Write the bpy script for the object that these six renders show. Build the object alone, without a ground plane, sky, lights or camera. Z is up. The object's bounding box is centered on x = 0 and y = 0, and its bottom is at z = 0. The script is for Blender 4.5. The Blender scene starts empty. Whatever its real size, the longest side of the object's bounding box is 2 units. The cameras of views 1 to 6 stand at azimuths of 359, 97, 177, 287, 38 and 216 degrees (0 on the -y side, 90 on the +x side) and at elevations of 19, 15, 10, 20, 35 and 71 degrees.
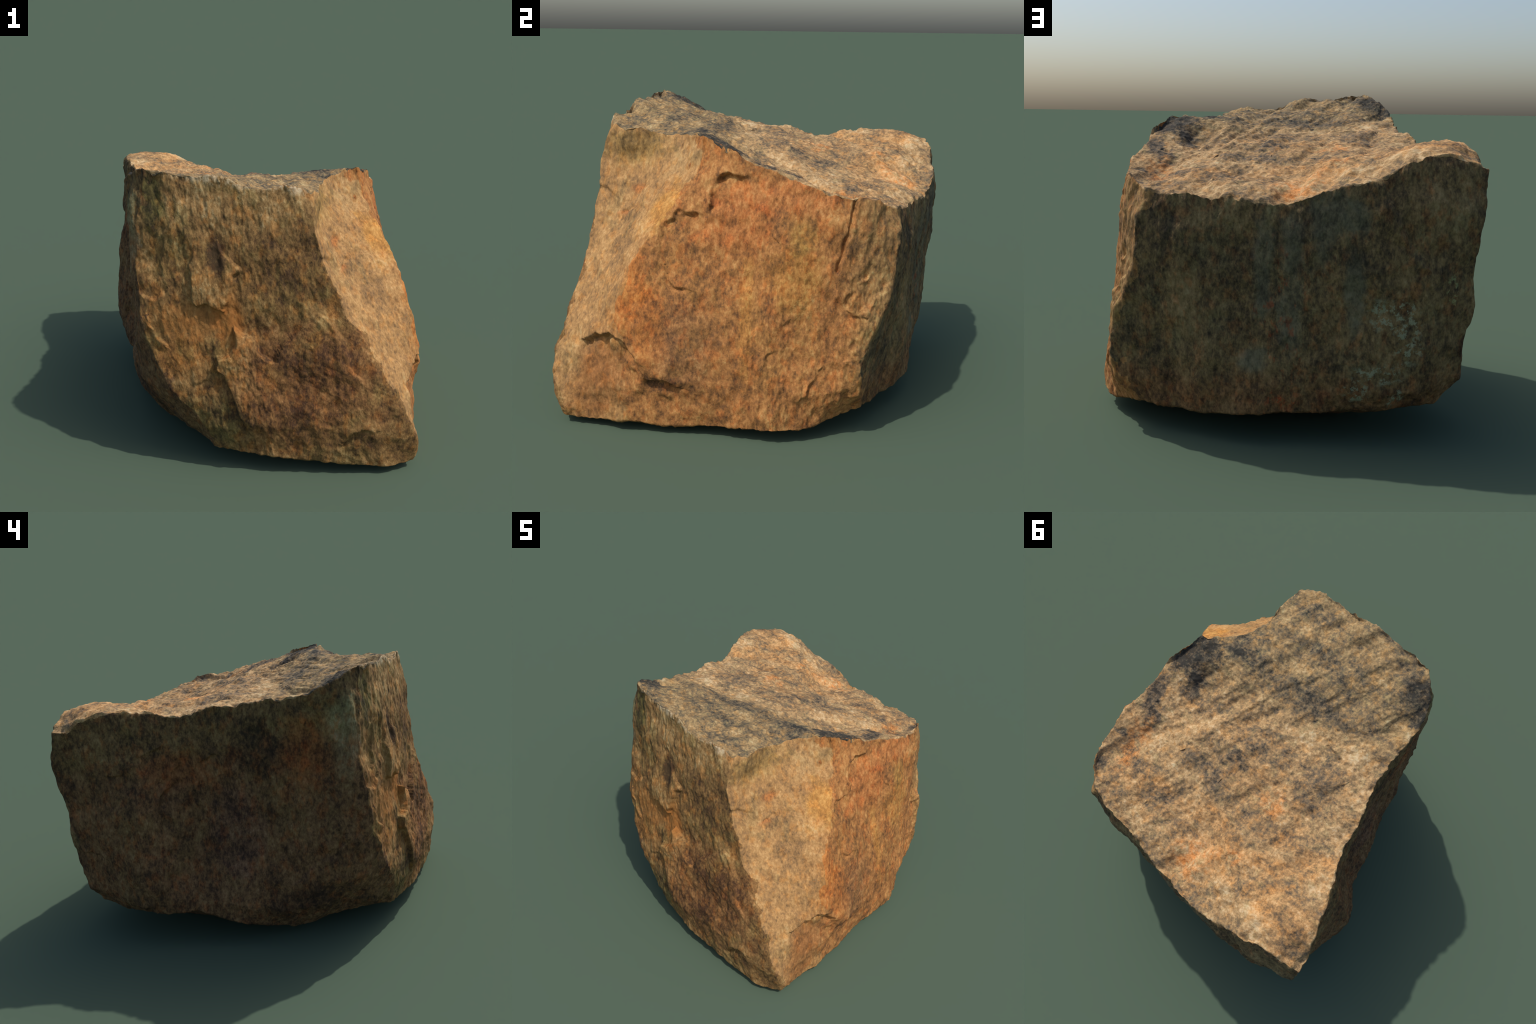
"""A broken block of weathered, iron-stained gneiss: lofted side walls between
named arrises, a saddle-shaped top, a rounded belly, then relief and grain."""
import math

import bpy
import numpy as np

N_AROUND, N_DOWN, N_TOP, N_UNDER = 1300, 290, 140, 50

# ---------------------------------------------------------------- profiles
# Each profile runs from the top rim down to the foot of the wall (metres).
PROFILES = [
    ("south_west_arris", [(-.555, -.706, 1.630), (-.572, -.706, 1.50), (-.600, -.716, 1.38), (-.622, -.716, 1.15),
                          (-.612, -.762, .975), (-.609, -.778, .840), (-.586, -.788, .736), (-.538, -.824, .624),
                          (-.492, -.838, .502), (-.430, -.862, .416), (-.351, -.872, .339), (-.300, -.878, .26), (-.250, -.848, .115)]),
    ("front_left", [(-.301, -.756, 1.595), (-.31, -.785, 1.28), (-.34, -.820, .95), (-.29, -.864, .62),
                    (-.25, -.900, .45), (-.20, -.910, .27), (-.150, -.880, .110)]),
    ("front_middle", [(.010, -.797, 1.535), (0, -.824, 1.25), (0, -.856, .93), (.01, -.852, .80), (.02, -.876, .70),
                      (.04, -.916, .50), (.06, -.948, .30), (.06, -.945, .100)]),
    ("front_right", [(.150, -.791, 1.537), (.17, -.838, 1.25), (.22, -.868, .95), (.28, -.895, .80),
                     (.34, -.935, .62), (.40, -.962, .45), (.44, -.994, .27), (.405, -.968, .065)]),
    ("front_toe", [(.240, -.784, 1.512), (.238, -.83, 1.35), (.275, -.853, 1.10), (.33, -.868, .93), (.44, -.90, .75),
                   (.52, -.955, .55), (.57, -.985, .40), (.60, -1.0, .25), (.605, -.99, .15), (.66, -.985, .040)]),
    ("front_arris", [(.279, -.780, 1.490), (.283, -.815, 1.40), (.292, -.846, 1.304), (.329, -.842, 1.165),
                     (.353, -.856, 1.10), (.394, -.868, 1.01), (.424, -.874, .92), (.448, -.878, .86), (.510, -.892, .785),
                     (.571, -.913, .685), (.622, -.934, .589), (.684, -.958, .471), (.734, -.978, .390),
                     (.771, -.982, .310), (.805, -.974, .220), (.828, -.940, .100), (.800, -.935, .042)]),
    ("facet_middle", [(.330, -.560, 1.482), (.335, -.575, 1.35), (.388, -.593, 1.215), (.441, -.663, 1.077),
                      (.55, -.70, .90), (.682, -.755, .70), (.77, -.79, .52), (.805, -.83, .38), (.82, -.80, .22), (.822, -.77, .035)]),
    ("facet_arris", [(.577, -.223, 1.491), (.608, -.250, 1.314), (.674, -.330, 1.203), (.748, -.431, 1.044),
                     (.778, -.483, .977), (.812, -.548, .862), (.840, -.600, .708), (.872, -.610, .576), (.878, -.60, .45), (.868, -.59, .25), (.856, -.575, .060)]),
    ("east_lip", [(.605, -.170, 1.474), (.646, -.20, 1.30), (.70, -.275, 1.13), (.778, -.38, .95), (.820, -.45, .80),
                  (.848, -.46, .68), (.885, -.47, .52), (.905, -.46, .40), (.900, -.45, .345), (.884, -.46, .27), (.872, -.44, .20), (.857, -.42, .045)]),
    ("east_notch", [(.630, -.120, 1.457), (.662, -.15, 1.285), (.712, -.175, 1.133), (.774, -.26, .92), (.820, -.32, .786),
                    (.862, -.30, .60), (.890, -.27, .42), (.895, -.26, .307), (.862, -.25, .18), (.846, -.25, .050)]),
    ("east_middle", [(.667, .000, 1.393), (.702, 0, 1.15), (.755, 0, .90), (.822, .009, .667), (.868, .02, .45),
                     (.888, .01, .30), (.878, 0, .065)]),
    ("east_bulge", [(.727, .290, 1.282), (.760, .27, 1.13), (.795, .23, .987), (.825, .20, .70), (.868, .13, .42),
                    (.897, .18, .20), (.912, .178, .073)]),
    ("east_shoulder", [(.733, .532, 1.224), (.758, .52, 1.10), (.776, .50, .95), (.796, .47, .75), (.808, .43, .55),
                       (.822, .39, .40), (.855, .36, .25), (.848, .335, .07)]),
    ("north_east_arris", [(.622, .748, 1.155), (.668, .764, 1.0), (.690, .740, .80), (.722, .716, .70), (.778, .662, .61),
                     (.806, .622, .50), (.808, .598, .38), (.786, .595, .25), (.680, .602, .140)]),
    ("north_left", [(.430, .811, 1.168), (.44, .836, 1.0), (.46, .815, .80), (.48, .79, .60), (.50, .738, .40),
                    (.51, .708, .27), (.50, .680, .135)]),
    ("north_quarter", [(.359, .818, 1.136), (.36, .836, 1.0), (.37, .832, .80), (.38, .822, .60), (.39, .815, .40),
                       (.39, .800, .28), (.38, .768, .135)]),
    ("north_hollow", [(.154, .875, 1.126), (.15, .868, 1.0), (.16, .852, .80), (.17, .843, .60), (.18, .848, .40),
                      (.19, .848, .27), (.21, .845, .152)]),
    ("north_middle", [(-.099, .939, 1.162), (-.1, .952, 1.0), (-.1, .932, .80), (-.1, .912, .60), (-.1, .902, .40),
                      (-.1, .88, .25), (-.1, .855, .168)]),
    ("north_crease", [(-.411, .955, 1.238), (-.40, .982, 1.10), (-.40, .980, .85), (-.40, .950, .60), (-.40, .942, .40),
                      (-.42, .930, .27), (-.44, .868, .172)]),
    ("north_hump", [(-.636, .938, 1.345), (-.63, .995, 1.15), (-.62, .990, .90), (-.62, .964, .60), (-.61, .945, .40),
                    (-.60, .92, .28), (-.59, .840, .180)]),
    ("north_west_arris", [(-.873, .923, 1.272), (-.860, .962, 1.08), (-.848, .952, .986), (-.840, .903, .80),
                          (-.850, .895, .72), (-.850, .892, .64), (-.828, .888, .565), (-.806, .888, .49), (-.815, .83, .316),
                          (-.70, .800, .190)]),
    ("west_corner", [(-.857, .780, 1.338), (-.864, .78, 1.15), (-.850, .77, .97), (-.842, .76, .78), (-.838, .74, .60),
                     (-.838, .72, .45), (-.832, .69, .30), (-.77, .65, .19)]),
    ("west_bulge_back", [(-.802, .580, 1.375), (-.848, .58, 1.12), (-.862, .57, .95), (-.880, .57, .78), (-.898, .54, .57),
                         (-.912, .49, .42), (-.90, .46, .28), (-.84, .46, .21)]),
    ("west_bulge", [(-.763, .445, 1.374), (-.805, .45, 1.15), (-.845, .45, .98), (-.880, .45, .82), (-.895, .45, .65),
                    (-.912, .44, .50), (-.916, .42, .40), (-.85, .38, .218)]),
    ("west_step", [(-.728, .330, 1.363), (-.742, .34, 1.15), (-.742, .35, .98), (-.790, .36, .82), (-.838, .35, .65),
                   (-.870, .34, .50), (-.890, .33, .40), (-.845, .29, .23)]),
    ("west_recess", [(-.708, .200, 1.353), (-.715, .20, 1.20), (-.695, .20, 1.0), (-.685, .20, .80), (-.700, .19, .60),
                     (-.742, .20, .45), (-.785, .19, .33), (-.800, .175, .235)]),
    ("west_middle", [(-.661, -.104, 1.419), (-.670, -.10, 1.20), (-.665, -.10, 1.0), (-.665, -.10, .80), (-.685, -.10, .60),
                     (-.725, -.08, .40), (-.775, -.06, .28), (-.765, -.05, .165)]),
    ("west_right", [(-.678, -.339, 1.460), (-.674, -.34, 1.20), (-.668, -.34, 1.0), (-.672, -.34, .80), (-.695, -.34, .60),
                    (-.715, -.34, .40), (-.702, -.34, .24), (-.580, -.34, .072)]),
    ("west_front", [(-.657, -.577, 1.562), (-.662, -.58, 1.40), (-.658, -.60, 1.15), (-.660, -.62, .90), (-.665, -.63, .65),
                    (-.638, -.64, .45), (-.555, -.62, .28), (-.435, -.58, .13)]),
    ("south_west_skirt", [(-.602, -.649, 1.605), (-.645, -.67, 1.40), (-.660, -.675, 1.15), (-.648, -.70, .95), (-.632, -.725, .75),
                          (-.605, -.738, .58), (-.570, -.757, .45), (-.490, -.758, .33), (-.39, -.760, .20), (-.32, -.71, .112)]),
]
# Extra corners of the rim between one profile and the next.
RIM_CORNERS = {
    "south_west_arris": [(-.439, -.737, 1.612)],
    "front_left": [(-.191, -.765, 1.597), (-.137, -.773, 1.584), (-.050, -.791, 1.546)],
    "front_middle": [(.083, -.797, 1.535)],
    "front_right": [(.200, -.795, 1.530)],
    "front_arris": [(.290, -.770, 1.501), (.330, -.694, 1.482), (.331, -.600, 1.495)],
    "facet_middle": [(.330, -.520, 1.469), (.360, -.456, 1.460), (.407, -.359, 1.472), (.450, -.306, 1.470), (.544, -.233, 1.488)],
    "east_middle": [(.677, .107, 1.346), (.695, .201, 1.316)],
    "east_bulge": [(.731, .372, 1.254)],
    "east_shoulder": [(.700, .626, 1.218), (.655, .691, 1.189)],
    "north_east_arris": [(.507, .795, 1.148)],
    "north_quarter": [(.241, .847, 1.150)],
    "north_hollow": [(.010, .913, 1.127)],
    "north_middle": [(-.210, .958, 1.199), (-.305, .970, 1.202)],
    "north_crease": [(-.483, .962, 1.293), (-.566, .962, 1.328)],
    "north_hump": [(-.700, .936, 1.337), (-.821, .927, 1.300)],
    "north_west_arris": [(-.873, .829, 1.282)],
    "west_corner": [(-.825, .645, 1.372)],
    "west_bulge_back": [(-.779, .514, 1.376)],
    "west_step": [(-.717, .298, 1.356)],
    "west_recess": [(-.687, .066, 1.408)],
    "west_middle": [(-.665, -.239, 1.458)],
    "west_right": [(-.684, -.479, 1.510)],
}
TOP_POINTS = [(-.411, -.079, 1.402), (-.170, -.643, 1.558), (.578, .525, 1.203), (-.276, .637, 1.305),
              (-.626, -.511, 1.515), (.552, -.300, 1.490), (.577, .205, 1.303), (-.65, .70, 1.38), (-.48, .50, 1.335),
              (.02, .08, 1.378), (.10, -.12, 1.412), (-.20, -.10, 1.398), (-.30, .10, 1.375), (-.08, -.40, 1.478), (-.08, -.53, 1.508), (.14, -.56, 1.500), (-.11, .25, 1.328), (.25, -.15, 1.435), (.28, .74, 1.200), (.18, -.38, 1.490),
              (-.52, -.05, 1.418), (.38, -.25, 1.470), (.10, .53, 1.235), (0, .66, 1.195), (.42, 0, 1.348), (.55, .05, 1.342), (.33, .08, 1.348), (-.42, -.35, 1.492), (-.23, -.37, 1.480)]
UNDER_POINTS = [(0, .33, 0.0), (.45, .28, .003), (-.42, .30, .003), (0, -.25, .005), (.40, -.40, .01), (-.25, -.45, .04), (.2, -.7, .03)]


def sample_profile(points, h):
    p = np.asarray(points, float)
    drop = (p[0, 2] - p[:, 2]) / (p[0, 2] - p[-1, 2])
    return np.stack([np.interp(h, drop, p[:, k]) for k in range(3)], -1)


def thin_plate(points):
    """A smooth height field z(x, y) through the given points."""
    p = np.asarray(points, float)
    def kernel(d2):
        return d2 * np.log(np.maximum(d2, 1e-12))
    n = len(p)
    a = np.zeros((n + 3, n + 3))
    a[:n, :n] = kernel(((p[:, None, :2] - p[None, :, :2]) ** 2).sum(-1)) + 1e-4 * np.eye(n)
    a[:n, n:] = np.c_[np.ones(n), p[:, :2]]
    a[n:, :n] = a[:n, n:].T
    w = np.linalg.solve(a, np.r_[p[:, 2], 0, 0, 0])

    def height(xy):
        out = w[n] + xy[:, 0] * w[n + 1] + xy[:, 1] * w[n + 2]
        for c, k in zip(p, w[:n]):
            out = out + k * kernel(((xy - c[:2]) ** 2).sum(-1))
        return out
    return height


# ---------------------------------------------------------------- base form
rim_corners, column_at = [], []
for name, points in PROFILES:
    column_at.append(len(rim_corners))
    rim_corners += [points[0]] + RIM_CORNERS.get(name, [])
rim_corners = np.array(rim_corners + rim_corners[:1])
rim_run = np.r_[0, np.cumsum(np.linalg.norm(np.diff(rim_corners, axis=0), axis=1))]
column_run = np.r_[rim_run[column_at], rim_run[-1]]
around = np.arange(N_AROUND) / N_AROUND * rim_run[-1]
rim = np.stack([np.interp(around, rim_run, rim_corners[:, k]) for k in range(3)], -1)

down = np.linspace(0, 1, N_DOWN)
columns = np.stack([sample_profile(p, down) for _, p in PROFILES])
columns = np.concatenate([columns, columns[:1]])
wall = np.stack([np.stack([np.interp(around, column_run, columns[:, j, k]) for k in range(3)], -1) for j in range(N_DOWN)])
wall += (rim - wall[0])[None] * np.exp(-(down * 1.4 / .13) ** 2)[:, None, None]

foot = wall[-1]
top_height = thin_plate(np.r_[rim_corners[:-1], np.array(TOP_POINTS)])
under_height = thin_plate(np.r_[foot[::20], np.array(UNDER_POINTS)])


def cap(edge, height, rings):
    centre = np.array([0.02, 0.05])
    out = []
    gap = edge[:, 2] - height(edge[:, :2])
    for r in np.linspace(1, 0, rings + 1)[1:-1]:
        xy = centre + (edge[:, :2] - centre) * r
        out.append(np.c_[xy, height(xy) + gap * np.exp(-((1 - r) / .06) ** 2)])
    return np.array(out), np.r_[centre, height(centre[None])[0]]


top, top_mid = cap(rim, top_height, N_TOP)
under, under_mid = cap(foot, under_height, N_UNDER)

grid = np.concatenate([top[::-1], wall, under])          # rows of N_AROUND
rows = len(grid)
verts = np.concatenate([grid.reshape(-1, 3), [top_mid, under_mid]])
i, j = np.meshgrid(np.arange(rows - 1), np.arange(N_AROUND), indexing="ij")
k = (j + 1) % N_AROUND
quads = np.stack([i * N_AROUND + j, (i + 1) * N_AROUND + j, (i + 1) * N_AROUND + k, i * N_AROUND + k], -1).reshape(-1, 4)
j = np.arange(N_AROUND)
k = (j + 1) % N_AROUND
last = (rows - 1) * N_AROUND
fan_top = np.stack([np.full(N_AROUND, rows * N_AROUND), j, k], -1)
fan_under = np.stack([np.full(N_AROUND, rows * N_AROUND + 1), last + k, last + j], -1)


def smooth(v, times):
    for _ in range(times):
        g = v[:-2].reshape(rows, N_AROUND, 3)
        side = (np.roll(g, 1, 1) + np.roll(g, -1, 1)) / 2
        vert = g.copy()
        vert[1:-1] = (g[:-2] + g[2:]) / 2
        v = np.concatenate([(.5 * g + .25 * side + .25 * vert).reshape(-1, 3), v[-2:]])
    return v


verts = smooth(verts, 3)

# ---------------------------------------------------------------- relief
def gradient_noise(p, seed):
    """Perlin noise in [-1, 1] at points p."""
    base = np.floor(p).astype(np.int64)
    f = p - base
    w = f * f * f * (f * (f * 6 - 15) + 10)
    out = np.zeros(len(p))
    for c in range(8):
        d = np.array([c & 1, c >> 1 & 1, c >> 2])
        q = base + d
        h = (q[:, 0] * 73856093 ^ q[:, 1] * 19349663 ^ q[:, 2] * 83492791 ^ seed * 2654435761) & 0xffffffff
        h = (h ^ h >> 13) * 1274126177 & 0xffffffff
        h = (h ^ h >> 16) * 2246822519 & 0xffffffff
        a = (h & 0xffff) / 65536 * 2 * np.pi
        z = (h >> 16) / 32768 - 1
        r = np.sqrt(np.maximum(1 - z * z, 0))
        g = f - d
        dot = g[:, 0] * r * np.cos(a) + g[:, 1] * r * np.sin(a) + g[:, 2] * z
        out += dot * np.prod(np.where(d == 1, w, 1 - w), axis=1)
    return out * 1.5


def fractal(p, freq, octaves, seed, gain=.5, where=None):
    if where is not None:                                # only where it is needed
        out = np.zeros(len(p))
        pick = np.nonzero(where > .02)[0]
        out[pick] = fractal(p[pick], freq, octaves, seed, gain)
        return out
    return sum(gradient_noise(p * freq * 2 ** o, seed + o) * gain ** o for o in range(octaves))


def ramp(x, a, b):
    t = np.clip((x - a) / (b - a), 0, 1)
    return t * t * (3 - 2 * t)


def vertex_normals(v):
    tri = np.concatenate([quads[:, :3], quads[:, [0, 2, 3]], fan_top, fan_under])
    n = np.cross(v[tri[:, 1]] - v[tri[:, 0]], v[tri[:, 2]] - v[tri[:, 0]])
    out = np.zeros_like(v)
    for c in range(3):
        for k in range(3):
            out[:, k] += np.bincount(tri[:, c], n[:, k], len(v))
    return out / np.maximum(np.linalg.norm(out, axis=1), 1e-12)[:, None]


def from_polyline(q, line):
    """Signed distance to a polyline (left of its direction is positive) and how far past its ends a point lies."""
    line = np.asarray(line, float)
    best = np.full(len(q), 9.)
    across = np.zeros(len(q))
    sign = np.ones(len(q))
    past = np.zeros(len(q))
    for i, (a, b) in enumerate(zip(line[:-1], line[1:])):
        e = b - a
        t = ((q - a) @ e) / (e @ e)
        tc = np.clip(t, 0, 1)
        d = np.linalg.norm(q - a - tc[:, None] * e, axis=1)
        length = np.linalg.norm(e)
        off = (e[0] * (q[:, 1] - a[1]) - e[1] * (q[:, 0] - a[0])) / length
        side = np.sign(off)
        p = np.zeros(len(q))
        if i == 0:
            p = np.maximum(p, -t * length)
        if i == len(line) - 2:
            p = np.maximum(p, (t - 1) * length)
        near = (d < best - 1e-9) | ((d < best + 1e-9) & (np.abs(off) > across))
        best, sign, past, across = np.where(near, d, best), np.where(near, side, sign), np.where(near, p, past), np.where(near, np.abs(off), across)
    return best * sign, past


def inside(q, polygon):
    """Signed distance to a closed outline, positive within it."""
    polygon = np.asarray(polygon, float)
    d = np.full(len(q), 9.)
    odd = np.zeros(len(q), bool)
    for a, b in zip(polygon, np.roll(polygon, -1, 0)):
        e = b - a
        t = np.clip(((q - a) @ e) / (e @ e), 0, 1)
        d = np.minimum(d, np.linalg.norm(q - a - t[:, None] * e, axis=1))
        odd ^= ((a[1] > q[:, 1]) != (b[1] > q[:, 1])) & (q[:, 0] < (b[0] - a[0]) * (q[:, 1] - a[1]) / (b[1] - a[1] + 1e-12) + a[0])
    return np.where(odd, d, -d)


# Which wall a vertex belongs to: index of its profile, and how deep below the rim.
names = [n for n, _ in PROFILES]
column_of = np.interp(around, column_run, np.arange(len(PROFILES) + 1))
row_of = np.repeat(np.arange(rows), N_AROUND)
on_wall = np.r_[(row_of >= N_TOP - 1) & (row_of < N_TOP - 1 + N_DOWN), False, False]
on_top = np.r_[row_of < N_TOP - 1, True, False]
column = np.r_[np.tile(column_of, rows), 0, 0]


def between(first, last, margin=.35):
    a, b = names.index(first), names.index(last)
    b = b if b > a else b + len(names)
    c = np.where(column < a - margin, column + len(names), column)
    return on_wall * ramp(c, a - margin, a + margin) * ramp(-c, -b - margin, -b + margin)


FACES = {"front": ("south_west_arris", "front_arris"), "facet": ("front_arris", "facet_arris"), "east": ("front_arris", "north_east_arris"),
         "north": ("north_east_arris", "north_west_arris"), "west": ("north_west_arris", "south_west_arris")}
AXES = {"front": (0, 2), "facet": (1, 2), "east": (1, 2), "north": (0, 2), "west": (1, 2), "top": (0, 1)}
face_weight = {k: between(*v) for k, v in FACES.items()}
face_weight["top"] = on_top * 1.

normal = vertex_normals(verts)
jitter = np.stack([fractal(verts, 14, 3, 60 + k, where=on_wall + on_top) for k in range(2)], -1) * .017
rim_near = np.r_[np.exp(-(np.abs(row_of - (N_TOP - 1)) * np.where(row_of < N_TOP, .006, .0055) / .035) ** 2), 0, 0]
shift = np.zeros(len(verts))


def scarp(face, line, high, low=0., fade_high=.12, fade_low=.08, width=.008, reach=.03):
    """A ledge along a line: the left side stands proud, the right side lies back; both die away."""
    global shift
    w = face_weight[face]
    pick = np.nonzero(w > .01)[0]
    q = verts[pick][:, AXES[face]]
    pick_near = (q > np.min(line, 0) - .35).all(1) & (q < np.max(line, 0) + .35).all(1)
    pick, q = pick[pick_near], q[pick_near] + jitter[pick[pick_near]]
    d, past = from_polyline(q, line)
    step = ramp(d, -width, width)
    rise = step * high * np.exp(-np.maximum(d, 0) / fade_high) - (1 - step) * low * np.exp(-np.maximum(-d, 0) / fade_low)
    worn = .25 + .95 * ramp(gradient_noise(verts[pick] * 11, 97), -.35, .35)
    shift[pick] += w[pick] * worn * rise * np.exp(-(past / reach) ** 2)


def crack(face, line, depth, width=.007):
    global shift
    w = face_weight[face]
    pick = np.nonzero(w > .01)[0]
    q = verts[pick][:, AXES[face]] + jitter[pick] * .6
    d, past = from_polyline(q, line)
    shift[pick] -= w[pick] * depth * np.exp(-(d / width) ** 2) * np.exp(-(past / .02) ** 2)


def lump(centre, radius, height):
    global shift
    d = np.linalg.norm((verts - centre) / radius, axis=1)
    shift += height * np.exp(-d ** 2)


def slab(face, outline, height, edge=.007):
    """A plate that stands proud within an outline."""
    global shift
    w = face_weight[face]
    pick = np.nonzero(w > .01)[0]
    d = inside(verts[pick][:, AXES[face]] + jitter[pick] * .6, outline)
    shift[pick] += w[pick] * height(verts[pick]) * ramp(d, -edge, edge)
    return pick, d


# Front: two scaly plates, split layers on the left, broken foot.
LOWER_FLAKE = [(-.02, .10), (-.054, .216), (-.114, .362), (-.152, .462), (-.183, .558), (-.222, .605), (-.217, .655), (-.150, .672),
               (-.128, .725), (-.126, .818), (-.084, .776), (-.028, .754), (-.005, .703), (.032, .650), (.080, .640), (.098, .704),
               (.155, .760), (.211, .807), (.309, .884), (.338, .870), (.427, .754), (.469, .597), (.53, .40), (.50, .10)]
UPPER_FLAKE = [(-.29, 1.335), (-.317, 1.22), (-.345, 1.129), (-.336, 1.072), (-.342, .957), (-.318, .928), (-.261, .939), (-.217, .916),
               (-.177, .903), (-.146, .993), (-.118, 1.085), (-.085, 1.12), (-.128, 1.177), (-.183, 1.223), (-.202, 1.301)]
CHIP_LIP = [(-.80, .465), (-.655, .525), (-.592, .507), (-.524, .416), (-.465, .310), (-.40, .302), (-.33, .275)]
lower_pick, lower_d = slab("front", LOWER_FLAKE, lambda p: .030 * ramp(p[:, 0], .35, -.05) * ramp(p[:, 2], .12, .40) + .014 * ramp(p[:, 2], .45, .75))
upper_pick, upper_d = slab("front", UPPER_FLAKE, lambda p: .031 * ramp(p[:, 2], 1.34, 1.02))
lump((-.205, -.80, 1.17), (.035, .1, .11), -.020)
scaly = np.zeros(len(verts))
scaly[lower_pick] = ramp(lower_d, 0, .05)
shift += .0065 * fractal(verts * [1, 1, .6], 24, 3, 51, where=scaly) * scaly
scarp("front", [(-.382, 1.412), (-.368, 1.355), (-.364, 1.265)], .010, .004, .06)
scarp("front", [(-.424, 1.365), (-.429, 1.319), (-.468, 1.295), (-.476, 1.167), (-.503, 1.062)], .013, .003, .06)
scarp("front", [(-.465, 1.008), (-.537, .969), (-.61, .984)], .0, .014, .05, .12)
scarp("front", [(-.498, .713), (-.548, .777), (-.575, .87)], .014, .0, .08)
scarp("front", [(-.381, .447), (-.342, .506), (-.290, .525)], .0, .010, .05, .06)
scarp("front", [(.42, .190), (.454, .245), (.535, .275), (.60, .262)], .012, .022, .05, .07, .010)
scarp("front", [(.744, .337), (.665, .484), (.575, .659), (.519, .729)], .008, .004, .03, .03)
scarp("front", [(.603, .323), (.584, .444), (.469, .597)], .008, .003, .04, .03)
lump((.418, -.60, 1.202), (.02, .03, .015), -.012)
crack("facet", [(-.62, 1.09), (-.665, 1.06), (-.70, 1.035)], .010)
scarp("facet", [(-.93, 1.172), (-.80, 1.172), (-.70, 1.12)], .0, .018, .04, .09, .014)
# East: arched scar, chip above the toe, cracks, torn steps.
scarp("east", [(-.01, 1.312), (-.083, 1.318), (-.136, 1.276), (-.166, 1.212), (-.154, 1.161), (-.207, 1.12), (-.304, 1.128), (-.376, 1.081)][::-1],
      .012, .024, .08, .09, .009)
crack("east", [(-.394, 1.049), (-.395, .926), (-.367, .835), (-.356, .791), (-.328, .764), (-.281, .754)], .010)
scarp("east", [(-.394, 1.06), (-.395, .926), (-.367, .835), (-.356, .791), (-.328, .764), (-.25, .754)], .008, .0, .08)
crack("east", [(.544, 1.211), (.521, 1.077), (.49, .973), (.469, .874)], .022, .009)
scarp("east", [(.548, 1.23), (.521, 1.077), (.49, .973), (.469, .874)], .0, .012, .05, .10)
scarp("east", CHIP_LIP, .016, .036, .06, .085, .010, .05)
lump((.86, -.64, .40), (.15, .13, .10), -.028)
lump((.90, -.39, .285), (.06, .06, .035), -.018)
scarp("east", [(.123, .421), (.144, .463), (.209, .481)], .005, .007, .06, .06, .012)
scarp("east", [(.234, .623), (.278, .665), (.330, .715)], .005, .007, .06, .06, .012)
scarp("east", [(.537, .667), (.60, .642)], .005, .007, .06, .06, .012)
scarp("east", [(.32, .235), (.364, .319), (.39, .37)], .010, .008, .08, .05)
scarp("east", [(.18, 1.019), (.223, .99), (.212, .95)], .005, .006, .04, .04)
scarp("east", [(.60, .84), (.565, .806), (.535, .713)], .008, .010, .05, .05)
scarp("east", [(.70, .79), (.637, .722), (.583, .645), (.566, .495), (.533, .445)], .014, .012, .06, .06, .012)
# North: the fold beside the hump.  West: weathered grooves.
scarp("north", [(-.405, 1.25), (-.446, 1.135), (-.479, 1.075), (-.486, 1.024), (-.533, .952), (-.598, .869)], .012, .016, .07, .12, .014, .05)
scarp("west", [(.255, 1.138), (.295, .985), (.36, .898), (.367, .819), (.348, .738), (.317, .644), (.298, .568), (.301, .453)], .006, .016, .06, .05, .010)
scarp("west", [(.376, 1.179), (.448, 1.144), (.517, 1.065), (.608, 1.041)], .008, .008)
scarp("west", [(-.395, .443), (-.505, .541), (-.614, .593), (-.646, .70)], .014, .010, .08, .06)
scarp("west", [(-.364, .502), (-.324, .605), (-.341, .8)], .008, .008)
scarp("west", [(.605, .513), (.745, .542), (.861, .565)], .014, .010, .08, .08)
scarp("west", [(.02, 1.14), (.069, 1.15), (.127, 1.114)], .007, .010, .05, .05)
# Top: cracks and low torn steps that run with the bedding.
crack("top", [(.593, .531), (.513, .55), (.416, .588)], .009)
crack("top", [(-.335, -.12), (-.432, -.088)], .012)
crack("top", [(.602, .185), (.549, .209)], .007)
lump((-.171, -.643, 1.56), (.018, .018, .03), -.014)
scarp("top", [(.042, .328), (-.004, .17), (-.094, .028), (-.195, -.171)], .010, .006, .09, .06, .018)
scarp("top", [(.308, .652), (.178, .462), (.083, .271)], .010, .006, .09, .06, .018)
scarp("top", [(.30, .30), (.18, .05), (.05, -.22), (-.12, -.42)], .010, .006, .09, .06, .018)
scarp("top", [(-.494, -.228), (-.358, -.134), (-.342, -.06)], .010, .004, .06, .06, .016)
scarp("top", [(-.15, .62), (-.30, .42), (-.42, .20), (-.52, .02)], .012, .004, .10, .07, .022)

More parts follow.
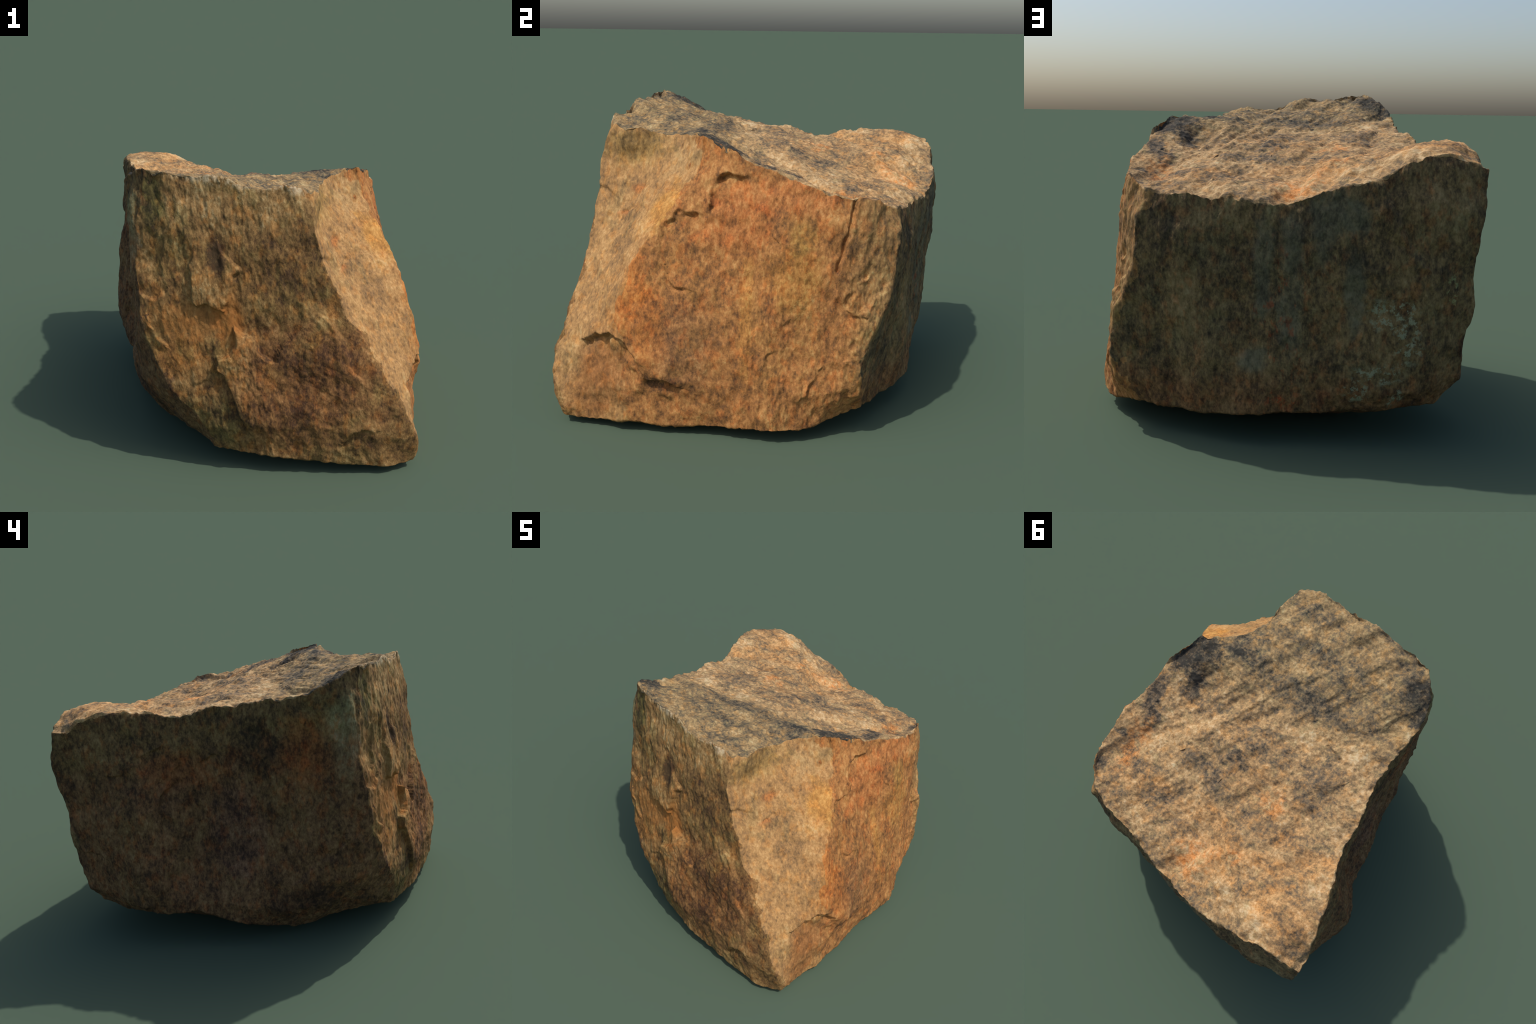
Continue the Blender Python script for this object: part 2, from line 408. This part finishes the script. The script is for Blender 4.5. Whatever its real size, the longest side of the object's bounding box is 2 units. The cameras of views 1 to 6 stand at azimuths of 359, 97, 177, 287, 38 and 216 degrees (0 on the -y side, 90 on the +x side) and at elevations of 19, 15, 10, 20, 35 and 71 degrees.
# Grain of the break: lumps, upright fibre on the walls, slanting bedding on top.
wall_w, top_w = on_wall * 1., on_top * 1.
upright = verts * [1, 1, .42]
bed = np.array([.49, .86, -.2]) / np.linalg.norm([.49, .86, -.2])
bedded = verts - .72 * (verts @ bed)[:, None] * bed
shift += .010 * fractal(verts, 4.5, 2, 1)
shift += wall_w * (.0070 * fractal(upright, 15, 2, 5, where=wall_w) + .0052 * fractal(upright, 42, 2, 11, where=wall_w))
east_north = np.maximum(face_weight["east"] * ramp(verts[:, 1], .1, .6), .3 * face_weight["east"])
shift += east_north * .007 * (1 - 2 * np.abs(fractal(upright, 13, 2, 21, where=east_north)))
bedding = fractal(bedded, 6, 3, 31, .55, where=top_w)
shift += top_w * (.028 * (bedding - .5 * np.abs(bedding)) + .004 + .0065 * fractal(verts, 20, 2, 37, where=top_w) + .0032 * fractal(verts, 60, 1, 41, where=top_w))
shift += (1 - wall_w - top_w) * .004 * fractal(verts, 20, 2, 45, where=1 - wall_w - top_w)
verts = verts + normal * shift[:, None]
chipping = np.stack([fractal(verts * [1, 1, .6], 15, 3, 70 + k, where=rim_near) for k in range(3)], -1)
verts = verts + rim_near[:, None] * chipping * [.008, .008, .014]
verts[:, 2] = np.maximum(verts[:, 2], .002)

# ---------------------------------------------------------------- mesh
# ---------------------------------------------------------------- materials
class Nodes:
    """Small helpers that write a node tree."""

    def __init__(self, name):
        self.mat = bpy.data.materials.new(name)
        self.mat.use_nodes = True
        self.tree = self.mat.node_tree
        self.bsdf = self.tree.nodes["Principled BSDF"]
        self.here = self.tree.nodes.new("ShaderNodeTexCoord").outputs["Object"]
        xyz = self.tree.nodes.new("ShaderNodeSeparateXYZ")
        self.link(self.here, xyz.inputs[0])
        self.x, self.y, self.z = xyz.outputs

    def link(self, a, b):
        self.tree.links.new(a, b)

    def put(self, socket, value):
        if isinstance(value, bpy.types.NodeSocket):
            self.link(value, socket)
        elif isinstance(value, tuple):
            socket.default_value = value + (1,) if len(socket.default_value) == 4 else value
        else:
            socket.default_value = value

    def math(self, op, *values):
        n = self.tree.nodes.new("ShaderNodeMath")
        n.operation = op
        for s, v in zip(n.inputs, values):
            self.put(s, v)
        return n.outputs[0]

    def add(self, *v):
        out = v[0]
        for w in v[1:]:
            out = self.math("ADD", out, w)
        return out

    def mul(self, *v):
        out = v[0]
        for w in v[1:]:
            out = self.math("MULTIPLY", out, w)
        return out

    def plane(self, a, b, c, d):
        """a x + b y + c z + d"""
        return self.add(self.mul(self.x, a), self.mul(self.y, b), self.mul(self.z, c), d)

    def ramp(self, v, lo, hi, a=0., b=1.):
        n = self.tree.nodes.new("ShaderNodeMapRange")
        n.interpolation_type = "SMOOTHSTEP"
        for s, q in zip(n.inputs, (v, lo, hi, a, b)):
            self.put(s, q)
        return n.outputs[0]

    def mix(self, fac, a, b):
        n = self.tree.nodes.new("ShaderNodeMix")
        n.data_type = "RGBA"
        self.put(n.inputs[0], fac)
        self.put(n.inputs[6], a)
        self.put(n.inputs[7], b)
        return n.outputs[2]

    def stretch(self, scale, turn=(0, 0, 0)):
        n = self.tree.nodes.new("ShaderNodeMapping")
        n.inputs["Rotation"].default_value = turn
        n.inputs["Scale"].default_value = scale
        self.link(self.here, n.inputs[0])
        return n.outputs[0]

    def noise(self, at, scale, detail=3., rough=.55, seed=0., distort=0.):
        n = self.tree.nodes.new("ShaderNodeTexNoise")
        n.noise_dimensions = "4D"
        self.link(at, n.inputs["Vector"])
        for k, v in (("Scale", scale), ("Detail", detail), ("Roughness", rough), ("W", seed), ("Distortion", distort)):
            n.inputs[k].default_value = v
        return n.outputs[0]

    def blob(self, centre, radii, warp, soft=.40):
        """1 within an ellipsoid, with an uneven border."""
        n = self.tree.nodes.new("ShaderNodeMapping")
        n.vector_type = "TEXTURE"
        n.inputs["Location"].default_value = centre
        n.inputs["Scale"].default_value = radii
        self.link(self.here, n.inputs[0])
        d = self.tree.nodes.new("ShaderNodeVectorMath")
        d.operation = "LENGTH"
        self.link(n.outputs[0], d.inputs[0])
        return self.ramp(self.add(d.outputs["Value"], warp), 1 + soft, 1 - soft)

    def palette(self, value, *colours):
        """Colours from the darkest grains to the palest."""
        n = self.tree.nodes.new("ShaderNodeValToRGB")
        stops = (.27, .41, .52, .65, .80)
        for _ in colours[2:]:
            n.color_ramp.elements.new(.5)
        for e, p, c in zip(n.color_ramp.elements, stops, colours):
            e.position, e.color = p, c + (1,)
        self.put(n.inputs[0], value)
        return n.outputs[0]

    def tint(self, colour, by, fac):
        n = self.tree.nodes.new("ShaderNodeMix")
        n.data_type = "RGBA"
        n.blend_type = "MULTIPLY"
        self.put(n.inputs[0], fac)
        self.put(n.inputs[6], colour)
        self.put(n.inputs[7], by)
        return n.outputs[2]

    def spots(self, warp, *list_of_spots):
        """Sum of weighted blobs: (weight, centre, radii)."""
        return self.add(*[self.mul(self.blob(c, r, warp), w) for w, c, r in list_of_spots])

    def finish(self, colour, bump, distance=.014, strength=.75):
        self.put(self.bsdf.inputs["Base Color"], colour)
        self.bsdf.inputs["Roughness"].default_value = .9
        self.bsdf.inputs["Specular IOR Level"].default_value = .25
        n = self.tree.nodes.new("ShaderNodeBump")
        n.inputs["Strength"].default_value = strength
        n.inputs["Distance"].default_value = distance
        self.put(n.inputs["Height"], bump)
        self.link(n.outputs[0], self.bsdf.inputs["Normal"])
        return self.mat


class BrokenStone(Nodes):
    """Broken rock: grains from dark to pale; each face adds its own tints and its darker or paler patches."""

    def __init__(self, name):
        super().__init__(name)
        up = self.stretch((1, 1, .62))
        self.wander = self.mul(self.add(self.noise(self.here, 7, 5, .7, 3.), -.5), 2.6)
        self.coarse = self.noise(up, 10, 6, .70, 1., .3)
        self.fine = self.noise(up, 48, 4, .65, 2.)
        self.grit = self.noise(up, 110, 2, .6, 4.)
        self.value = self.add(.5, self.mul(self.add(self.coarse, -.5), .80), self.mul(self.add(self.fine, -.5), .80), self.mul(self.add(self.grit, -.5), .35))
        self.cloud = self.noise(self.stretch((1, 1, .6)), 5, 5, .65, 7., .6)
        self.hue = self.noise(up, 20, 4, .65, 9.)

    def lighter(self, *spots):
        return self.add(self.value, self.spots(self.wander, *spots))

    def tinted(self, c, by, amount, centre, radii):
        return self.tint(c, by, self.mul(self.blob(centre, radii, self.wander), amount))

    def restless(self, c, warm, cool, much=.8):
        """Small shifts of hue from grain to grain."""
        c = self.tint(c, warm, self.ramp(self.hue, .50, .62, 0, much))
        return self.tint(c, cool, self.ramp(self.cloud, .50, .38, 0, much))

    def done(self, c):
        return self.finish(c, self.add(self.mul(self.coarse, .5), self.mul(self.fine, .45), self.mul(self.grit, .2)))


def front_stone():
    """Ochre face with brown and pale scales."""
    m = BrokenStone("ochre_stone")
    front = m.palette(m.lighter(
        (.07, (-.1, -.80, 1.45), (.45, .3, .14)), (-.06, (.15, -.85, 1.15), (.26, .3, .20)), (.04, (-.33, -.82, .86), (.2, .2, .11)),
        (-.07, (.18, -.95, .48), (.34, .3, .28)), (-.08, (.22, -.95, .66), (.24, .3, .10)), (-.08, (.02, -.95, .36), (.24, .3, .08)),
        (.13, (-.12, -.90, .66), (.07, .2, .13)), (.07, (-.23, -.83, 1.02), (.11, .2, .12)), (-.24, (-.205, -.80, 1.18), (.045, .2, .11)),
        (-.16, (-.52, -.72, 1.45), (.05, .2, .16)), (-.05, (-.26, -.88, .28), (.2, .3, .14)), (-.10, (.52, -.95, .2), (.1, .2, .05))),
        (.070, .038, .018), (.160, .086, .031), (.240, .131, .045), (.342, .203, .077), (.47, .325, .15))
    front = m.restless(front, (1.22, .98, .75), (.88, 1.0, .95))
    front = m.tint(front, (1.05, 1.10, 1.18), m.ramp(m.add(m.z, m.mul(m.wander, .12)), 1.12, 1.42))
    front = m.mix(m.mul(m.spots(m.wander, (.5, (-.34, -.82, .84), (.2, .2, .09)), (.5, (-.15, -.86, .86), (.07, .2, .13))), .9), front, (.27, .142, .046))
    front = m.tinted(front, (1.18, .96, .76), .7, (-.34, -.82, .86), (.22, .2, .10))
    front = m.tinted(front, (1.18, .96, .76), .9, (-.15, -.86, .84), (.08, .2, .16))
    front = m.tinted(front, (1.25, .98, .75), .6, (-.40, -.82, .66), (.14, .2, .12))
    front = m.tinted(front, (1.0, .86, .86), .9, (.22, -.95, .50), (.36, .3, .30))
    front = m.tinted(front, (.75, .92, .95), .8, (-.24, -.88, .28), (.2, .3, .15))
    front = m.tinted(front, (.6, .85, .75), .9, (-.53, -.72, 1.46), (.06, .2, .15))
    edge = m.ramp(m.add(m.plane(.14, 0, 1, -1.565), m.mul(m.wander, .035)), -.055, -.012)
    front = m.mix(m.mul(edge, m.ramp(m.value, .40, .62, 0, .75)), front, (.47, .385, .25))
    return m.done(front)


def facet_stone():
    """Pale fresh break beside the front arris."""
    m = BrokenStone("fresh_stone")
    facet = m.palette(m.lighter(
        (.05, (.57, -.30, 1.38), (.14, .15, .13)), (-.05, (.36, -.60, 1.40), (.12, .24, .08)), (.05, (.68, -.45, 1.02), (.14, .12, .22)),
        (-.05, (.56, -.62, .95), (.12, .12, .28)), (.03, (.60, -.85, .70), (.12, .1, .3))),
        (.150, .088, .042), (.275, .155, .064), (.375, .207, .078), (.485, .288, .117), (.56, .385, .19))
    facet = m.restless(facet, (1.12, .98, .80), (.86, .95, .98))
    facet = m.tint(facet, (1.02, .80, .62), m.ramp(m.add(m.plane(0, 1, -.48, .223 + .48 * 1.49), m.mul(m.wander, .09)), -.10, .02, 0, .5))
    facet = m.tinted(facet, (.78, .68, .64), .9, (.84, -.73, .25), (.25, .13, .19))
    facet = m.tinted(facet, (.95, 1.06, 1.18), .75, (.57, -.30, 1.37), (.15, .16, .15))
    facet = m.tinted(facet, (.80, .90, .80), .8, (.34, -.62, 1.39), (.12, .22, .09))
    facet = m.tinted(facet, (1.12, 1.03, .70), .8, (.66, -.40, 1.10), (.13, .10, .18))
    facet = m.tinted(facet, (1.05, .70, .55), .65, (.415, -.60, 1.185), (.03, .045, .026))
    facet = m.tinted(facet, (1.05, .70, .55), .65, (.45, -.665, 1.055), (.03, .055, .016))
    return m.done(facet)


def east_stone():
    """Rust-orange face."""
    m = BrokenStone("rusty_stone")
    east = m.palette(m.lighter(
        (.05, (.80, -.56, .80), (.25, .10, .24)), (-.05, (.82, -.25, .60), (.25, .16, .22)), (.04, (.81, .26, .80), (.25, .14, .16)),
        (.05, (.70, .15, 1.22), (.25, .30, .07)), (-.06, (.84, -.74, .26), (.25, .16, .18)), (-.10, (.83, -.86, .32), (.25, .05, .13)),
        (-.13, (.87, -.40, .29), (.25, .12, .045)), (-.16, (.83, -.57, .50), (.25, .08, .025)), (-.05, (.86, .05, .36), (.25, .12, .14)),
        (.05, (.03, 0, .70), (.02, .02, .3)), (-.08, (.69, -.12, 1.30), (.25, .06, .025))),
        (.105, .051, .023), (.240, .108, .037), (.362, .158, .049), (.465, .236, .079), (.54, .33, .135))
    east = m.restless(east, (1.14, .92, .78), (.94, 1.0, .95), .8)
    east = m.tinted(east, (1.18, .96, .76), .9, (.80, -.57, .78), (.25, .09, .24))
    east = m.tinted(east, (1.14, .96, .78), .8, (.83, -.45, .56), (.25, .09, .18))
    east = m.tinted(east, (1.06, .92, .88), .9, (.74, -.02, 1.06), (.25, .18, .13))
    east = m.tinted(east, (1.10, .90, .88), .6, (.70, .18, 1.22), (.25, .30, .08))
    east = m.tinted(east, (1.05, 1.04, .88), .9, (.82, .03, .64), (.25, .035, .32))
    east = m.tinted(east, (1.02, 1.04, .86), .9, (.80, .26, .84), (.25, .13, .17))
    east = m.tinted(east, (.96, 1.08, 1.0), .9, (.77, .30, 1.02), (.25, .06, .10))
    east = m.tinted(east, (.85, .90, 1.05), .8, (.85, -.28, .48), (.25, .15, .20))
    east = m.tinted(east, (.90, .92, 1.0), .8, (.83, -.76, .26), (.25, .16, .19))
    shoulder = m.ramp(m.add(m.y, m.mul(m.wander, .12)), .46, .66)
    east = m.tint(east, (.82, 1.08, 1.30), m.mul(shoulder, m.ramp(m.z, .25, .45, .2, .9)))
    return m.done(east)


def north_stone():
    """Olive-brown face with grey runs and a little lichen."""
    m = BrokenStone("olive_stone")
    north = m.palette(m.lighter(
        (-.07, (.035, .9, .72), (.03, .3, .34)), (-.05, (-.18, .95, .95), (.22, .3, .16)), (.07, (.46, .8, .66), (.10, .3, .18)),
        (-.05, (.60, .8, .98), (.12, .3, .20)), (-.05, (.62, .7, .45), (.15, .3, .12)), (.03, (-.68, .95, 1.1), (.16, .3, .18))),
        (.036, .026, .015), (.092, .062, .030), (.165, .110, .047), (.245, .166, .072), (.32, .235, .115))
    north = m.restless(north, (1.25, .92, .80), (.85, 1.0, 1.05))
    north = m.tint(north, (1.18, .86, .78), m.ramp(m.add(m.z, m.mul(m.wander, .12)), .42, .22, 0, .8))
    grey = m.palette(m.value, (.050, .043, .026), (.098, .086, .051), (.138, .121, .070), (.172, .151, .088), (.205, .18, .105))
    bands = m.spots(m.wander, *[(1., c, r) for c, r in (
        ((.095, .88, .85), (.045, .3, .24)), ((-.03, .9, .92), (.05, .3, .22)), ((-.16, .9, 1.02), (.06, .3, .13)), ((-.30, .95, .76), (.045, .3, .17)),
        ((-.02, .92, .62), (.05, .3, .16)), ((.13, .86, .42), (.06, .3, .06)), ((-.27, .96, 1.08), (.09, .3, .08)))])
    north = m.mix(m.mul(m.math("MINIMUM", bands, 1.), m.ramp(m.cloud, .36, .54, .35, .9)), north, grey)
    north = m.tint(north, (1.35, .72, .62), m.mul(m.ramp(m.hue, .55, .63), m.blob((.02, .9, .52), (.10, .3, .42), m.wander)))
    lace = m.ramp(m.noise(m.here, 26, 5, .75, 13.), .50, .58)
    lichen = m.spots(m.wander, *[(1., c, r) for c, r in (
        ((-.54, .95, .56), (.06, .3, .15)), ((-.42, .92, .36), (.11, .3, .045)), ((-.325, .88, .28), (.055, .3, .045)), ((-.50, .88, .25), (.04, .3, .04)), ((-.44, .96, .64), (.07, .3, .08)))])
    north = m.mix(m.mul(m.math("MINIMUM", lichen, 1.), lace, .9), north, (.275, .28, .17))
    north = m.mix(m.mul(m.blob((-.74, .95, .74), (.03, .3, .065), m.wander), lace, .9), north, (.27, .28, .12))
    return m.done(north)


def west_stone():
    """Dark rust-brown face."""
    m = BrokenStone("dark_rusty_stone")
    west = m.palette(m.lighter(
        (-.09, (-.67, -.16, 1.15), (.3, .12, .20)), (-.12, (-.60, -.42, .30), (.3, .22, .09)), (.04, (-.84, .55, .74), (.3, .20, .16)),
        (.04, (-.70, -.40, 1.0), (.3, .16, .25)), (.12, (-.66, -.66, 1.25), (.1, .08, .24)), (-.05, (-.8, .1, .6), (.3, .08, .3))),
        (.030, .018, .011), (.078, .042, .020), (.148, .079, .033), (.218, .127, .055), (.29, .19, .095))
    west = m.restless(west, (1.25, .90, .72), (.90, .98, .92))
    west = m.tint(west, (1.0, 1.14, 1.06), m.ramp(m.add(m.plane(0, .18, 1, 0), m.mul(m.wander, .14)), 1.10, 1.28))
    west = m.tinted(west, (1.3, .93, .72), .9, (-.67, -.44, 1.18), (.3, .14, .18))
    west = m.tinted(west, (1.25, .93, .8), .8, (-.72, .28, 1.06), (.3, .18, .11))
    west = m.tinted(west, (1.0, .95, 1.25), .7, (-.70, -.06, .70), (.3, .14, .25))
    west = m.tinted(west, (1.05, 1.3, 1.5), .9, (-.66, -.66, 1.30), (.1, .09, .22))
    return m.done(west)


def weathered_stone():
    """The old upper surface: tan grit under a slate-grey crust that lies in slanting bands."""
    m = Nodes("weathered_stone")
    banded = m.stretch((.45, 1, 1), (0, 0, -math.atan2(.86, .49)))
    wander = m.mul(m.add(m.noise(m.here, 8, 5, .7, 3.), -.5), 2.6)
    band = m.noise(banded, 8, 6, .68, 1., .4)
    fine = m.noise(m.here, 38, 4, .65, 2.)
    grit = m.noise(m.here, 95, 2, .6, 4.)
    hue = m.noise(m.here, 18, 4, .7, 9.)
    cloud = m.noise(banded, 4.5, 5, .65, 7.)
    value = m.add(.53, m.mul(m.add(band, -.5), .95), m.mul(m.add(fine, -.5), .85), m.mul(m.add(grit, -.5), .4), m.mul(m.ramp(m.plane(-.1, .9, 0, .35), -.3, .5), .085), -.045)
    dark = m.spots(wander,
                   (-.26, (.54, -.15, 1.45), (.10, .13, .3)), (-.20, (.48, .02, 1.38), (.06, .08, .3)), (-.22, (.63, .10, 1.33), (.045, .13, .3)), (-.18, (.56, .27, 1.28), (.05, .06, .3)),
                   (-.16, (.68, .60, 1.2), (.035, .07, .3)), (-.15, (-.57, -.58, 1.57), (.10, .07, .3)), (-.20, (-.66, -.47, 1.5), (.05, .05, .3)), (-.14, (.40, -.30, 1.46), (.10, .06, .3)),
                   (-.09, (.08, -.24, 1.45), (.28, .07, .3)), (-.10, (-.28, -.28, 1.45), (.20, .06, .3)), (-.09, (.04, .24, 1.3), (.08, .20, .3)), (-.09, (-.10, .08, 1.35), (.12, .08, .3)),
                   (-.09, (-.44, .16, 1.38), (.10, .08, .3)), (-.08, (.30, .62, 1.2), (.10, .08, .3)), (-.07, (.22, .42, 1.25), (.07, .18, .3)),
                   (.06, (.42, .22, 1.3), (.12, .16, .3)), (.08, (-.60, .86, 1.35), (.12, .06, .3)), (.07, (-.73, .55, 1.37), (.06, .2, .3)), (.06, (-.50, -.12, 1.42), (.12, .06, .3)), (.04, (-.1, .70, 1.2), (.2, .14, .3)))
    value = m.add(value, dark)
    c = m.palette(value, (.048, .041, .032), (.155, .113, .070), (.278, .177, .084), (.448, .284, .130), (.57, .42, .24))
    c = m.tint(c, (1.12, .97, .78), m.ramp(hue, .50, .64, 0, .9))
    c = m.tint(c, (.90, .98, .98), m.ramp(hue, .48, .36, 0, .9))
    c = m.tint(c, (1.08, .97, .86), m.mul(m.ramp(cloud, .48, .60), m.ramp(m.y, -.1, .5)))
    c = m.tint(c, (.82, .88, .88), m.ramp(m.add(m.plane(.15, -1, 0, 0), m.mul(wander, .10)), -.05, .35, 0, .9))
    for spot in (((-.05, .74, 1.2), (.12, .10, .3)), ((-.27, .30, 1.34), (.09, .06, .3)), ((-.27, .64, 1.3), (.04, .04, .3)), ((.58, .42, 1.22), (.06, .14, .3))):
        c = m.tint(c, (1.20, .90, .68), m.mul(m.blob(*spot, wander), m.ramp(hue, .40, .56), .9))
    return m.finish(c, m.add(m.mul(band, .3), m.mul(fine, .5), m.mul(grit, .25)))


# ---------------------------------------------------------------- parts
normal = vertex_normals(verts)
cell_row, cell_column = np.divmod(np.arange(len(quads)), N_AROUND)
cell_wall = (cell_row >= N_TOP - 1) & (cell_row < N_TOP - 2 + N_DOWN)
cell_side = (cell_row >= N_TOP - 1) & (cell_row < N_TOP + 18 + N_DOWN)
cell_centre = verts[quads[:, 0]]
cell_profile = np.tile(column_of, rows - 1) + .34 * fractal(cell_centre, 7, 4, 90, .5, where=cell_side)
in_flake = []
for pick, d in ((lower_pick, lower_d), (upper_pick, upper_d)):
    f = np.zeros(len(verts), bool)
    f[pick[d > -.010]] = True
    in_flake.append(f[quads].all(1) & cell_wall & (cell_profile < names.index("front_arris")))

part = np.where(cell_row < N_TOP - 1, 0, 1)                  # 0 crust, 1 base
bounds = [names.index(n) for n in ("south_west_arris", "front_arris", "facet_arris", "north_east_arris", "north_west_arris")]
for k, b in enumerate(bounds):
    part[cell_side & (cell_profile >= b)] = 2 + k
part[cell_side & ((cell_profile < 0) | (cell_profile >= len(PROFILES)))] = 6
part[cell_side & (cell_profile >= len(PROFILES))] = 2
for k, f in enumerate(in_flake):
    part[f] = 7 + k

stones = [front_stone(), facet_stone(), east_stone(), north_stone(), west_stone()]
crust = weathered_stone()
boulder = bpy.data.objects.new("boulder", None)
bpy.context.collection.objects.link(boulder)
boulder["label"] = "broken block of ochre, rust and grey weathered rock"
boulder["category"] = "rock"


def make_part(name, polygons, material):
    loops = np.concatenate([p.ravel() for p in polygons if len(p)])
    sizes = np.concatenate([np.full(len(p), p.shape[1]) for p in polygons if len(p)])
    used, loops = np.unique(loops, return_inverse=True)
    m = bpy.data.meshes.new(name)
    m.vertices.add(len(used))
    m.vertices.foreach_set("co", verts[used].astype(np.float32).ravel())
    m.loops.add(len(loops))
    m.loops.foreach_set("vertex_index", loops.astype(np.int32).ravel())
    m.polygons.add(len(sizes))
    m.polygons.foreach_set("loop_start", np.r_[0, np.cumsum(sizes)[:-1]].astype(np.int32))
    m.update(calc_edges=True)
    m.shade_smooth()
    m.normals_split_custom_set_from_vertices(normal[used].astype(np.float32))
    m.materials.append(material)
    o = bpy.data.objects.new(name, m)
    o.parent = boulder
    bpy.context.collection.objects.link(o)


make_part("weathered_crust", [quads[part == 0], fan_top], crust)
make_part("base", [quads[part == 1], fan_under], stones[0])
for k in range(2, 7):
    make_part("broken_face", [quads[part == k]], stones[k - 2])
for k in (7, 8):
    make_part("flake", [quads[part == k]], stones[0])
